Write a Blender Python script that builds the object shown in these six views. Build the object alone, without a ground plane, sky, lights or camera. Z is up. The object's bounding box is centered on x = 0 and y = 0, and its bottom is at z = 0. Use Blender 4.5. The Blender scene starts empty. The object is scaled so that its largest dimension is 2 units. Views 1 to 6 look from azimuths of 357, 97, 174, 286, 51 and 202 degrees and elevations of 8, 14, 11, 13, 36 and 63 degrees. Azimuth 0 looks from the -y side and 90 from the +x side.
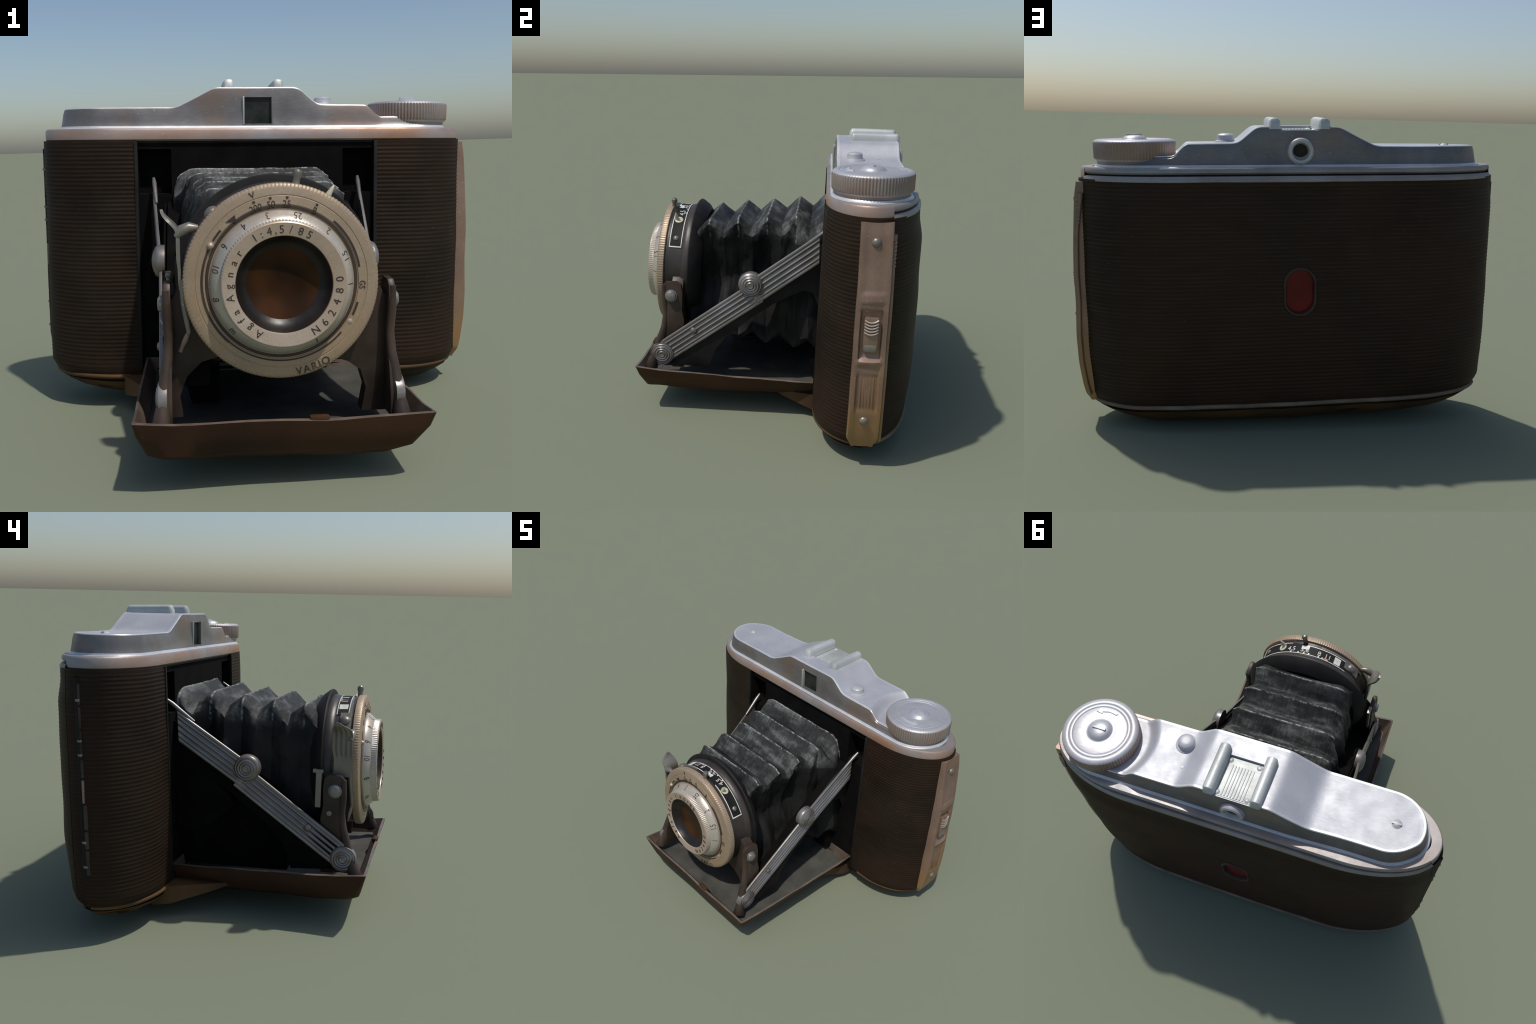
import bpy, bmesh, math, random
from math import sin, cos, pi, sqrt, atan2, radians
from mathutils import Vector, Matrix, noise

random.seed(7)
SC = bpy.context.scene

# ---------------------------------------------------------------- materials
def new_mat(name):
    m = bpy.data.materials.new(name)
    m.use_nodes = True
    nt = m.node_tree
    for n in list(nt.nodes):
        nt.nodes.remove(n)
    out = nt.nodes.new('ShaderNodeOutputMaterial')
    b = nt.nodes.new('ShaderNodeBsdfPrincipled')
    nt.links.new(b.outputs[0], out.inputs[0])
    return m, nt, b

def coords(nt, scale=(1, 1, 1)):
    t = nt.nodes.new('ShaderNodeTexCoord')
    mp = nt.nodes.new('ShaderNodeMapping')
    mp.inputs['Scale'].default_value = scale
    nt.links.new(t.outputs['Object'], mp.inputs['Vector'])
    return mp.outputs[0]

def nz(nt, vec, scale, detail=4, rough=0.55, dist=0.0):
    n = nt.nodes.new('ShaderNodeTexNoise')
    n.inputs['Scale'].default_value = scale
    n.inputs['Detail'].default_value = detail
    n.inputs['Roughness'].default_value = rough
    n.inputs['Distortion'].default_value = dist
    nt.links.new(vec, n.inputs['Vector'])
    return n.outputs['Fac']

def ramp(nt, fac, stops):
    r = nt.nodes.new('ShaderNodeValToRGB')
    el = r.color_ramp.elements
    while len(el) < len(stops):
        el.new(0.5)
    for e, (p, c) in zip(el, stops):
        e.position = p
        e.color = (c[0], c[1], c[2], 1) if not isinstance(c, (int, float)) else (c, c, c, 1)
    nt.links.new(fac, r.inputs[0])
    return r.outputs[0]

def mixc(nt, fac, a, b, blend='MIX'):
    m = nt.nodes.new('ShaderNodeMix')
    m.data_type = 'RGBA'
    m.blend_type = blend
    for sock, v in ((m.inputs[0], fac), (m.inputs[6], a), (m.inputs[7], b)):
        if isinstance(v, (int, float)):
            sock.default_value = v
        elif isinstance(v, tuple):
            sock.default_value = (v[0], v[1], v[2], 1)
        else:
            nt.links.new(v, sock)
    return m.outputs[2]

def mathn(nt, op, a, b=0.0, c=None):
    m = nt.nodes.new('ShaderNodeMath')
    m.operation = op
    for i, v in enumerate((a, b, c)):
        if v is None:
            continue
        if isinstance(v, (int, float)):
            m.inputs[i].default_value = v
        else:
            nt.links.new(v, m.inputs[i])
    return m.outputs[0]

def bump(nt, b, h, strength=0.2, dist=0.004):
    n = nt.nodes.new('ShaderNodeBump')
    n.inputs['Strength'].default_value = strength
    n.inputs['Distance'].default_value = dist
    nt.links.new(h, n.inputs['Height'])
    nt.links.new(n.outputs[0], b.inputs['Normal'])

def metal(name, c0, c1, warm=None, warm_amt=0.5, rough=0.42, metallic=0.5, scratch=(3, 40, 40), warm_scale=2.2, lo=0.35, hi=0.7):
    """worn bright metal: two greys in noise, optional warm patches for painted-in reflections, fine brushed grain"""
    m, nt, b = new_mat(name)
    v = coords(nt)
    base = ramp(nt, nz(nt, v, 5.0, 5), [(0.3, c0), (0.7, c1)])
    g = ramp(nt, nz(nt, coords(nt, scratch), 9, 3), [(0.3, 0.82), (0.7, 1.12)])
    col = mixc(nt, 0.8, base, g, 'MULTIPLY')
    if warm:
        k = ramp(nt, nz(nt, v, warm_scale, 3), [(lo, 0.0), (hi, warm_amt)])
        col = mixc(nt, k, col, warm)
    sp = ramp(nt, nz(nt, v, 70, 2), [(0.70, 0.0), (0.78, 0.35)])
    col = mixc(nt, sp, col, (0.75, 0.74, 0.72))
    nt.links.new(col, b.inputs['Base Color'])
    b.inputs['Metallic'].default_value = metallic
    rg = ramp(nt, nz(nt, v, 14, 4), [(0.3, max(0.05, rough - 0.05)), (0.7, rough + 0.07)])
    nt.links.new(rg, b.inputs['Roughness'])
    bump(nt, b, nz(nt, v, 26, 4), 0.08, 0.005)
    return m

def simple(name, c0, c1, rough=0.5, metallic=0.0, scale=8, spec=0.5, bmp=0.15, coat=0.0, speck=None, detail=4):
    m, nt, b = new_mat(name)
    v = coords(nt)
    col = ramp(nt, nz(nt, v, scale, detail), [(0.32, c0), (0.68, c1)])
    if speck:
        s = ramp(nt, nz(nt, v, 85, 2), [(0.68, 0.0), (0.76, 0.7)])
        col = mixc(nt, s, col, speck)
    nt.links.new(col, b.inputs['Base Color'])
    b.inputs['Roughness'].default_value = rough
    b.inputs['Metallic'].default_value = metallic
    b.inputs['Specular IOR Level'].default_value = spec
    b.inputs['Coat Weight'].default_value = coat
    b.inputs['Coat Roughness'].default_value = 0.08
    if bmp:
        bump(nt, b, nz(nt, v, 40, 4), bmp, 0.004)
    return m

PITCH = 0.0183          # rib pitch of the covering
def leather(name, dark, lite, brown, ribs=True, brown_lo=0.4, brown_hi=0.7):
    m, nt, b = new_mat(name)
    v = coords(nt)
    col = ramp(nt, nz(nt, v, 3.0, 5), [(0.3, dark), (0.7, lite)])
    k = ramp(nt, nz(nt, v, 1.7, 3), [(brown_lo, 0.0), (brown_hi, 0.85)])
    col = mixc(nt, k, col, brown)
    if ribs:                       # worn crests of the ribs are paler
        sep = nt.nodes.new('ShaderNodeSeparateXYZ')
        nt.links.new(v, sep.inputs[0])
        w = mathn(nt, 'SINE', mathn(nt, 'MULTIPLY', sep.outputs[2], 2 * pi / PITCH))
        w = mathn(nt, 'MULTIPLY_ADD', w, 0.5, 0.5)
        wear = ramp(nt, nz(nt, coords(nt, (2, 2, 8)), 3, 5), [(0.35, 0.05), (0.7, 0.55)])
        f = mathn(nt, 'MULTIPLY', mathn(nt, 'POWER', w, 3.0), wear)
        col = mixc(nt, f, col, (lite[0] * 1.9, lite[1] * 2.0, lite[2] * 2.0))
    s = ramp(nt, nz(nt, coords(nt, (1, 1, 2)), 48, 2), [(0.73, 0.0), (0.79, 0.5)])
    col = mixc(nt, s, col, (0.12, 0.105, 0.085))
    nt.links.new(col, b.inputs['Base Color'])
    b.inputs['Roughness'].default_value = 0.55
    b.inputs['Specular IOR Level'].default_value = 0.13
    bump(nt, b, nz(nt, v, 110, 3), 0.25, 0.003)
    return m

M_ALU = metal('brushed_aluminium', (0.40, 0.41, 0.445), (0.50, 0.51, 0.545), (0.40, 0.385, 0.38), 0.4, 0.52, 0.32)
M_WALL = metal('shade_tinted_cover_wall', (0.14, 0.13, 0.126), (0.235, 0.22, 0.212), (0.26, 0.15, 0.09), 0.75, 0.42, 0.45, warm_scale=2.0, lo=0.45, hi=0.65)  # baked shade and warm reflections painted into the wall colour
M_BAND = metal('reflection_tinted_aluminium', (0.27, 0.25, 0.25), (0.40, 0.38, 0.375), (0.33, 0.165, 0.085), 0.85, 0.45, 0.35, warm_scale=1.6, lo=0.34, hi=0.56)  # copper-orange reflections painted in as warm patches
M_KNOB = metal('knurled_aluminium', (0.42, 0.425, 0.45), (0.54, 0.545, 0.565), (0.38, 0.30, 0.24), 0.4, 0.44, 0.4)
M_SHOE = metal('worn_nickel', (0.40, 0.42, 0.41), (0.56, 0.58, 0.56), None, 0, 0.5, 0.35)
M_RING = metal('warm_satin_nickel', (0.31, 0.235, 0.16), (0.41, 0.315, 0.225), (0.37, 0.235, 0.125), 0.6, 0.45, 0.3, scratch=(20, 20, 20), warm_scale=2.6)  # tan stands in for warm ground reflected in the chrome ring
M_FRONT = metal('bright_satin_nickel', (0.43, 0.34, 0.265), (0.56, 0.48, 0.40), (0.42, 0.28, 0.18), 0.6, 0.36, 0.35, scratch=(20, 20, 20))
M_STEEL = metal('strut_steel', (0.20, 0.19, 0.18), (0.34, 0.32, 0.31), (0.22, 0.165, 0.13), 0.5, 0.34, 0.6)
M_SILVER = metal('polished_nickel', (0.44, 0.41, 0.36), (0.60, 0.57, 0.51), (0.42, 0.32, 0.22), 0.45, 0.34, 0.4, scratch=(20, 20, 20))
M_COOL = metal('grey_flange_metal', (0.24, 0.235, 0.235), (0.36, 0.355, 0.36), (0.29, 0.20, 0.15), 0.6, 0.45, 0.35)
M_EDGE = metal('bright_highlight_metal', (0.55, 0.55, 0.56), (0.72, 0.72, 0.72), None, 0, 0.34, 0.4)  # bright lines of the cover's edges: highlights put into the colour
def plate_mat():
    m = metal('bronzed_lock_plate', (0.23, 0.145, 0.11), (0.33, 0.22, 0.165), None, 0, 0.36, 0.4, scratch=(40, 40, 4))
    nt = m.node_tree
    b = [n for n in nt.nodes if n.type == 'BSDF_PRINCIPLED'][0]
    src = b.inputs['Base Color'].links[0].from_socket
    v = coords(nt)
    sep = nt.nodes.new('ShaderNodeSeparateXYZ'); nt.links.new(v, sep.inputs[0])
    f = mathn(nt, 'ADD', sep.outputs[2], mathn(nt, 'MULTIPLY', nz(nt, v, 6, 4), 0.7))
    k = ramp(nt, f, [(0.55, 1.0), (1.0, 0.0)])       # colour shifts to brass toward the foot
    nt.links.new(mixc(nt, mathn(nt, 'MULTIPLY', k, 0.8), src, (0.34, 0.19, 0.075)), b.inputs['Base Color'])
    return m
M_PLATE = plate_mat()
M_LEATHER = leather('ribbed_black_leather', (0.010, 0.0062, 0.0038), (0.024, 0.0158, 0.0098), (0.029, 0.0138, 0.0078), True, 0.38, 0.62)
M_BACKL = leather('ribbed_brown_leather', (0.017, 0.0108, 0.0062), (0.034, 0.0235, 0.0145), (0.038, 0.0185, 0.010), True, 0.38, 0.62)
M_BEAD = simple('rubbed_bead', (0.13, 0.095, 0.065), (0.23, 0.175, 0.125), 0.7, scale=7, spec=0.12)
M_LEDGE = leather('rubbed_brown_leather', (0.05, 0.028, 0.016), (0.085, 0.05, 0.028), (0.15, 0.08, 0.03), False)
M_DOORL = leather('smooth_brown_leather', (0.030, 0.015, 0.009), (0.052, 0.026, 0.016), (0.075, 0.036, 0.016), False)
M_BLACK = simple('black_lacquer', (0.008, 0.007, 0.007), (0.020, 0.018, 0.017), 0.6, spec=0.2)
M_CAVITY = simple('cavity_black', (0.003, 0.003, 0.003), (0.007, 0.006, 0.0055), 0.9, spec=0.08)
M_ENAMEL = simple('shutter_enamel', (0.022, 0.017, 0.015), (0.05, 0.040, 0.034), 0.42, scale=6, speck=(0.13, 0.11, 0.1))
M_STAND = simple('standard_lacquer', (0.024, 0.016, 0.012), (0.075, 0.050, 0.038), 0.42, scale=5, spec=0.3)
M_FLOOR = simple('door_lining', (0.045, 0.045, 0.039), (0.09, 0.087, 0.075), 0.6, scale=7, speck=(0.16, 0.155, 0.14))
M_RIM = simple('rubbed_door_rim', (0.085, 0.058, 0.044), (0.16, 0.12, 0.095), 0.42, scale=9)
M_INK = simple('engraving_ink', (0.03, 0.018, 0.012), (0.05, 0.03, 0.02), 0.6, bmp=0)
M_INKR = simple('red_engraving_ink', (0.10, 0.03, 0.03), (0.14, 0.04, 0.035), 0.6, bmp=0)
M_WHITE = simple('white_scale_paint', (0.55, 0.54, 0.48), (0.75, 0.74, 0.66), 0.5, bmp=0, scale=30)
M_CREAM = simple('ivory_index', (0.45, 0.41, 0.28), (0.58, 0.54, 0.40), 0.45, bmp=0.05)
M_ORANGE = simple('orange_scale_dot', (0.5, 0.16, 0.07), (0.6, 0.2, 0.1), 0.5, bmp=0)
M_RED = simple('red_film_window', (0.085, 0.003, 0.003), (0.17, 0.010, 0.008), 0.3, scale=5, bmp=0, coat=0.0, spec=0.25)
M_PANE = simple('finder_glass', (0.010, 0.013, 0.012), (0.032, 0.036, 0.032), 0.3, scale=22, bmp=0, spec=0.2, speck=(0.16, 0.16, 0.14))
M_BARREL = simple('lens_barrel_black', (0.006, 0.005, 0.0045), (0.028, 0.022, 0.018), 0.35, scale=7, coat=0.0, spec=0.35)
M_LENS = simple('coated_lens_glass', (0.010, 0.006, 0.004), (0.060, 0.023, 0.008), 0.18, scale=6.5, bmp=0, coat=0.0, detail=1, spec=0.12)  # mottled brown paints the reflection inside the lens
M_DARKEYE = simple('dark_eyepiece_glass', (0.008, 0.006, 0.005), (0.03, 0.022, 0.018), 0.4, scale=30, bmp=0, spec=0.2)
M_LEVER = metal('lever_nickel', (0.19, 0.178, 0.155), (0.31, 0.29, 0.255), (0.17, 0.145, 0.105), 0.5, 0.36, 0.45)

def bellows_mat():
    m, nt, b = new_mat('bellows_cloth')
    v = coords(nt)
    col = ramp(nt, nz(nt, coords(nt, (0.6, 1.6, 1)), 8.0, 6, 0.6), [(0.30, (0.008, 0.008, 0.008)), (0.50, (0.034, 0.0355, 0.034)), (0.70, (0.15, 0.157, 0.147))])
    fib = ramp(nt, nz(nt, coords(nt, (14, 2.0, 3)), 7, 5, 0.6), [(0.35, 0.55), (0.7, 1.5)])
    col = mixc(nt, 0.9, col, fib, 'MULTIPLY')
    sep = nt.nodes.new('ShaderNodeSeparateXYZ')
    nt.links.new(v, sep.inputs[0])
    # scuffed pale line along each fold crest
    ph = mathn(nt, 'FRACT', mathn(nt, 'MULTIPLY_ADD', sep.outputs[1], 1 / 0.151, 0.352 / 0.151 + 0.5))
    d = mathn(nt, 'ABSOLUTE', mathn(nt, 'SUBTRACT', ph, 0.5))
    line = ramp(nt, d, [(0.0, 1.0), (0.05, 0.0)])
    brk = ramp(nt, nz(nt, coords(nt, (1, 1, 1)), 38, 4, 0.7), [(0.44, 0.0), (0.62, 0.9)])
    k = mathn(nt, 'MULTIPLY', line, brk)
    top_light = ramp(nt, mathn(nt, 'ADD', sep.outputs[2], mathn(nt, 'MULTIPLY', nz(nt, v, 9, 3), 0.10)), [(0.925, 0.0), (0.985, 1.0)])   # pale lit top and dark side shade painted in; scuffs stay on top
    k = mathn(nt, 'MULTIPLY', k, top_light)
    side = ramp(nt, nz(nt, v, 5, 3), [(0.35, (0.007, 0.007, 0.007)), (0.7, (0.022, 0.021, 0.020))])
    col = mixc(nt, top_light, side, col)
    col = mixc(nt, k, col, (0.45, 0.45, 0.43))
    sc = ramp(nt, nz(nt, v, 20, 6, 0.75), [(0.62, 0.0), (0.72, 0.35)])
    col = mixc(nt, mathn(nt, 'MULTIPLY', sc, top_light), col, (0.20, 0.20, 0.19))
    nt.links.new(col, b.inputs['Base Color'])
    b.inputs['Roughness'].default_value = 0.6
    b.inputs['Specular IOR Level'].default_value = 0.22
    bump(nt, b, nz(nt, v, 45, 5), 0.4, 0.006)
    return m
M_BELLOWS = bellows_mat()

# ---------------------------------------------------------------- mesh tools
ROOT = bpy.data.objects.new('folding_camera', None)
SC.collection.objects.link(ROOT)
ROOT['label'] = 'vintage folding camera with aluminium top and black bellows'
ROOT['category'] = 'camera'

def finish(me, name, mats, parent=None, angle=35, kind=None):
    ob = bpy.data.objects.new(name, me)
    SC.collection.objects.link(ob)
    ob.parent = parent or ROOT
    for mt in (mats if isinstance(mats, (list, tuple)) else [mats]):
        me.materials.append(mt)
    if angle is not None:
        for p in me.polygons:
            p.use_smooth = True
        me.set_sharp_from_angle(angle=radians(angle))
    if kind:
        ob['kind'] = kind
    return ob

def from_pydata(name, v, f, mats, parent=None, angle=35, fix=True):
    me = bpy.data.meshes.new(name)
    me.from_pydata([tuple(p) for p in v], [], f)
    if fix:
        bm = bmesh.new(); bm.from_mesh(me)
        bmesh.ops.remove_doubles(bm, verts=bm.verts, dist=1e-6)
        bmesh.ops.recalc_face_normals(bm, faces=bm.faces)
        bm.to_mesh(me); bm.free()
    me.update()
    return finish(me, name, mats, parent, angle)

def loft(name, rings, mats, parent=None, cap0=True, cap1=True, closed=True, angle=35):
    n = len(rings[0]); v = []; f = []
    for r in rings:
        v += [tuple(p) for p in r]
    for k in range(len(rings) - 1):
        for i in range(n if closed else n - 1):
            j = (i + 1) % n
            f.append((k * n + i, k * n + j, (k + 1) * n + j, (k + 1) * n + i))
    if cap0: f.append(tuple(range(n))[::-1])
    if cap1: f.append(tuple((len(rings) - 1) * n + i for i in range(n)))
    return from_pydata(name, v, f, mats, parent, angle)

def frame(origin, zaxis, xaxis=(1, 0, 0)):
    z = Vector(zaxis).normalized(); x = Vector(xaxis)
    x = (x - z * x.dot(z)).normalized(); y = z.cross(x)
    M = Matrix((x, y, z)).transposed().to_4x4()
    M.translation = Vector(origin)
    return M

def lathe(name, prof, M, mats, parent=None, segs=64, knurl=None, angle=35, cap0=True, cap1=True):
    """prof: (r, h). knurl=(i0,i1,count,depth) toothes those profile points"""
    rings = []
    for i, (r, h) in enumerate(prof):
        ring = []
        for k in range(segs):
            a = 2 * pi * k / segs
            rr = r
            if knurl and knurl[0] <= i <= knurl[1]:
                rr = r + knurl[3] * (0.5 + 0.5 * cos(knurl[2] * a)) - knurl[3]
            ring.append(M @ Vector((rr * cos(a), rr * sin(a), h)))
        rings.append(ring)
    return loft(name, rings, mats, parent, cap0, cap1, True, angle)

def box(name, lo, hi, mats, parent=None, bevel=0.004, M=None, segs=2):
    bm = bmesh.new()
    bmesh.ops.create_cube(bm, size=1)
    for v in bm.verts:
        v.co = Vector([lo[i] + (v.co[i] + 0.5) * (hi[i] - lo[i]) for i in range(3)])
    if bevel:
        bmesh.ops.bevel(bm, geom=bm.edges[:], offset=bevel, segments=segs, profile=0.6, affect='EDGES')
    if M is not None:
        bm.transform(M)
    me = bpy.data.meshes.new(name); bm.to_mesh(me); bm.free()
    return finish(me, name, mats, parent, 40)

def prism(name, poly, M, t0, t1, mats, parent=None, bevel=0.003):
    """poly in the (x,y) plane of M, thickness t0..t1 along its z"""
    bm = bmesh.new()
    vs = [bm.verts.new((p[0], p[1], t0)) for p in poly]
    f = bm.faces.new(vs)
    r = bmesh.ops.extrude_face_region(bm, geom=[f])
    for v in r['geom']:
        if isinstance(v, bmesh.types.BMVert):
            v.co.z = t1
    bmesh.ops.recalc_face_normals(bm, faces=bm.faces)
    if bevel:
        big = [e for e in bm.edges if len(e.link_faces) == 2 and e.calc_face_angle(0) > 0.9]
        bmesh.ops.bevel(bm, geom=big, offset=bevel, segments=2, profile=0.6, affect='EDGES')
    bm.transform(M)
    bmesh.ops.recalc_face_normals(bm, faces=bm.faces)
    if bm.calc_volume(signed=True) < 0:
        bmesh.ops.reverse_faces(bm, faces=bm.faces[:])
    me = bpy.data.meshes.new(name); bm.to_mesh(me); bm.free()
    return finish(me, name, mats, parent, 40)

def smooth(a, b, x):
    t = min(1, max(0, (x - a) / (b - a)))
    return t * t * (3 - 2 * t)

def interp(pts, x):
    if x <= pts[0][0]: return pts[0][1]
    for (a, va), (b, vb) in zip(pts, pts[1:]):
        if x <= b:
            return va + (vb - va) * (x - a) / (b - a)
    return pts[-1][1]

def fbm(x, y, z, s=1.0, o=3):
    return noise.fractal(Vector((x * s, y * s, z * s)), 1.0, 2.0, o)

def stadium2(x0, x1, y0, y1, af, ab, ns, ne):
    """body plan, counter-clockwise: the back curves in over a longer stretch (ab) than the front (af)"""
    yc = (y0 + y1) / 2; b = (y1 - y0) / 2
    P = []
    for k in range(ns): P.append((x0 + af + (x1 - x0 - 2 * af) * k / ns, y0))
    for k in range(ne):
        t = -pi / 2 + pi * k / ne
        a = af if t < 0 else ab
        P.append((x1 - a + a * cos(t), yc + b * sin(t)))
    for k in range(ns): P.append((x1 - ab - (x1 - x0 - 2 * ab - 0.02) * k / ns, y1))
    for k in range(ne):
        t = pi / 2 + pi * k / ne
        a = ab + 0.02 if t < pi else af
        P.append((x0 + a + a * cos(t), yc + b * sin(t)))
    return P

LEAN = 0.038
LEANERS = []
def stadium(x0, x1, y0, y1, aL, aR, ns, ne, ex=2.0):
    """plan outline, counter-clockwise from the front left: straight sides, superelliptic ends"""
    yc = (y0 + y1) / 2; b = (y1 - y0) / 2
    L = x0 + aL; R = x1 - aR
    P = []
    def end(cx, a, sgn, rng):
        for k in range(ne):
            t = rng[0] + (rng[1] - rng[0]) * k / ne
            c, s = cos(t), sin(t)
            P.append((cx + a * abs(c) ** (2 / ex) * (1 if c >= 0 else -1), yc + b * abs(s) ** (2 / ex) * (1 if s >= 0 else -1)))
    for k in range(ns): P.append((L + (R - L) * k / ns, y0))
    end(R, aR, 1, (-pi / 2, pi / 2))
    for k in range(ns): P.append((R + (L - R) * k / ns, y1))
    end(L, aL, -1, (pi / 2, 3 * pi / 2))
    return P

def inset(P, d):
    n = len(P); out = []
    for i in range(n):
        a = Vector(P[i - 1]); b = Vector(P[(i + 1) % n])
        t = (b - a).normalized()
        out.append((P[i][0] - t.y * d, P[i][1] + t.x * d))
    return out

# ================================================================ BODY
XC = -0.025                       # plane of symmetry of the folding front
BX0, BX1, BY0, BY1 = -0.979, 0.955, 0.252, 0.704
SPLIT = 0.535
OUT = stadium2(BX0, BX1, BY0, BY1, 0.32, 0.47, 70, 52)

def body_mesh():
    rings = []
    zs = []
    bottom = [(0.012, 0.150, 0.36), (0.020, 0.110, 0.26), (0.034, 0.078, 0.18), (0.056, 0.046, 0.110),
              (0.084, 0.022, 0.060), (0.116, 0.008, 0.026), (0.146, 0.002, 0.010)]
    yc = (BY0 + BY1) / 2; xc = (BX0 + BX1) / 2
    hb = (BY1 - BY0) / 2; ha = (BX1 - BX0) / 2
    def ring(z, iy, ix, rib):
        r = []
        for (x, y) in OUT:
            sx = (ha - ix) / ha; sy = (hb - iy) / hb
            px = xc + (x - xc) * sx; py = yc + (y - yc) * sy
            nx = (x - xc) / ha; ny = (y - yc) / hb
            w = 0.005 * fbm(px, py, z * 1.4, 2.6, 2)
            swell = 0.004 * sin(pi * min(1, max(0, (z - 0.1) / 1.05)))      # the covering bulges a little
            e = abs(nx) ** 6
            dx = (w + rib) * e * (1 if nx > 0 else -1)
            dy = (w + rib + (swell if ny > 0 else swell * 0.6)) * (1 - e) * (1 if ny > 0 else -1) * min(1, abs(ny) * 1.6)
            # the lower back corners are drawn in
            if ny > 0: dy -= 0.026 * smooth(0.44, 0.14, z) * (0.5 + 0.5 * abs(nx) ** 2) + 0.017 * smooth(1.0, 1.12, z)
            r.append((px + dx, py + dy, z))
        return r
    spine = []
    for (x, y) in OUT:
        spine.append((xc + (x - xc) * 0.55, yc + (y - yc) * 0.05, 0.010))
    rings.append(spine)
    for z, iy, ix in bottom:
        rings.append(ring(z, iy, ix, 0))
    z = 0.165; step = PITCH / 6
    while z < 1.163:
        fade = smooth(0.17, 0.21, z) * (1 - smooth(1.135, 1.145, z))
        rings.append(ring(z, 0, 0, 0.0011 * fade * sin(2 * pi * z / PITCH)))
        z += step
    rings.append(ring(1.163, 0, 0, 0))
    rings.append(ring(1.163, 0.03, 0.03, 0))
    ob = loft('body_blank', rings, [M_LEATHER, M_CAVITY], angle=50)
    return ob

def oblong(w, h, n=14):
    P = []
    for k in range(n + 1):
        a = pi * k / n; P.append((w * cos(a), h - w + w * sin(a)))
    for k in range(n + 1):
        a = pi + pi * k / n; P.append((w * cos(a), -(h - w) + w * sin(a)))
    return P
RX0, RX1, RZ0, RY = -0.548, 0.500, 0.155, 0.266     # recess behind the door
def make_body():
    blank = body_mesh()
    bm = bmesh.new(); bmesh.ops.create_cube(bm, size=1)
    for v in bm.verts:
        v.co = Vector((RX0 if v.co.x < 0 else RX1, -0.2 if v.co.y < 0 else RY, RZ0 if v.co.z < 0 else 1.35))
    me = bpy.data.meshes.new('cutter'); bm.to_mesh(me); bm.free()
    cut = bpy.data.objects.new('cutter', me); SC.collection.objects.link(cut)
    md = blank.modifiers.new('b', 'BOOLEAN'); md.object = cut; md.operation = 'DIFFERENCE'; md.solver = 'EXACT'
    pockets = []
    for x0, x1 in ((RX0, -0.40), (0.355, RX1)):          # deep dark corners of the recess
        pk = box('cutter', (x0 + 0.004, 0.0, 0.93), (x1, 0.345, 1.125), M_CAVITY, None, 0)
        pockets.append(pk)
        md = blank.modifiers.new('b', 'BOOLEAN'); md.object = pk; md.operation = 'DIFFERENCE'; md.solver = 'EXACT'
    hole = [p for k, p in enumerate(oblong(0.066, 0.104, 18))]
    pk = prism('cutter', hole, frame((-0.022, BY1, 0.662), (0, 1, 0), (-1, 0, 0)), -0.035, 0.06, M_CAVITY, None, 0)
    pockets.append(pk)
    md = blank.modifiers.new('b', 'BOOLEAN'); md.object = pk; md.operation = 'DIFFERENCE'; md.solver = 'EXACT'
    dg = bpy.context.evaluated_depsgraph_get(); dg.update()
    res = bpy.data.meshes.new_from_object(blank.evaluated_get(dg))
    for o in [blank, cut] + pockets:
        bpy.data.objects.remove(o)
    def half(name, keep_front):
        b = bmesh.new(); b.from_mesh(res)
        no = (0, 1, 0) if keep_front else (0, -1, 0)
        y = SPLIT - 0.0015 if keep_front else SPLIT + 0.0015
        bmesh.ops.bisect_plane(b, geom=b.verts[:] + b.edges[:] + b.faces[:], plane_co=(0, y, 0), plane_no=no, clear_outer=True)
        bmesh.ops.holes_fill(b, edges=[e for e in b.edges if e.is_boundary], sides=0)
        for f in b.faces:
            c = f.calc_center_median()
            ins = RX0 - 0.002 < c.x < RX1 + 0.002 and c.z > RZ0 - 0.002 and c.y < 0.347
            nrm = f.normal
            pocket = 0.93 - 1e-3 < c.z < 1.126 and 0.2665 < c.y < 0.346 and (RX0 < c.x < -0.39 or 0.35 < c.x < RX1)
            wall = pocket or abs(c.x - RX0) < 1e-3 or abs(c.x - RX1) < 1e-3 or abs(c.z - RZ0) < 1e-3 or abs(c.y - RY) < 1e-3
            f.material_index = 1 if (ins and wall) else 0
        me2 = bpy.data.meshes.new(name); b.to_mesh(me2); b.free()
        return finish(me2, name, [M_LEATHER if keep_front else M_BACKL, M_CAVITY], angle=50)
    return half('body_housing', True), half('film_door', False)
body, back = make_body()

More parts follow.
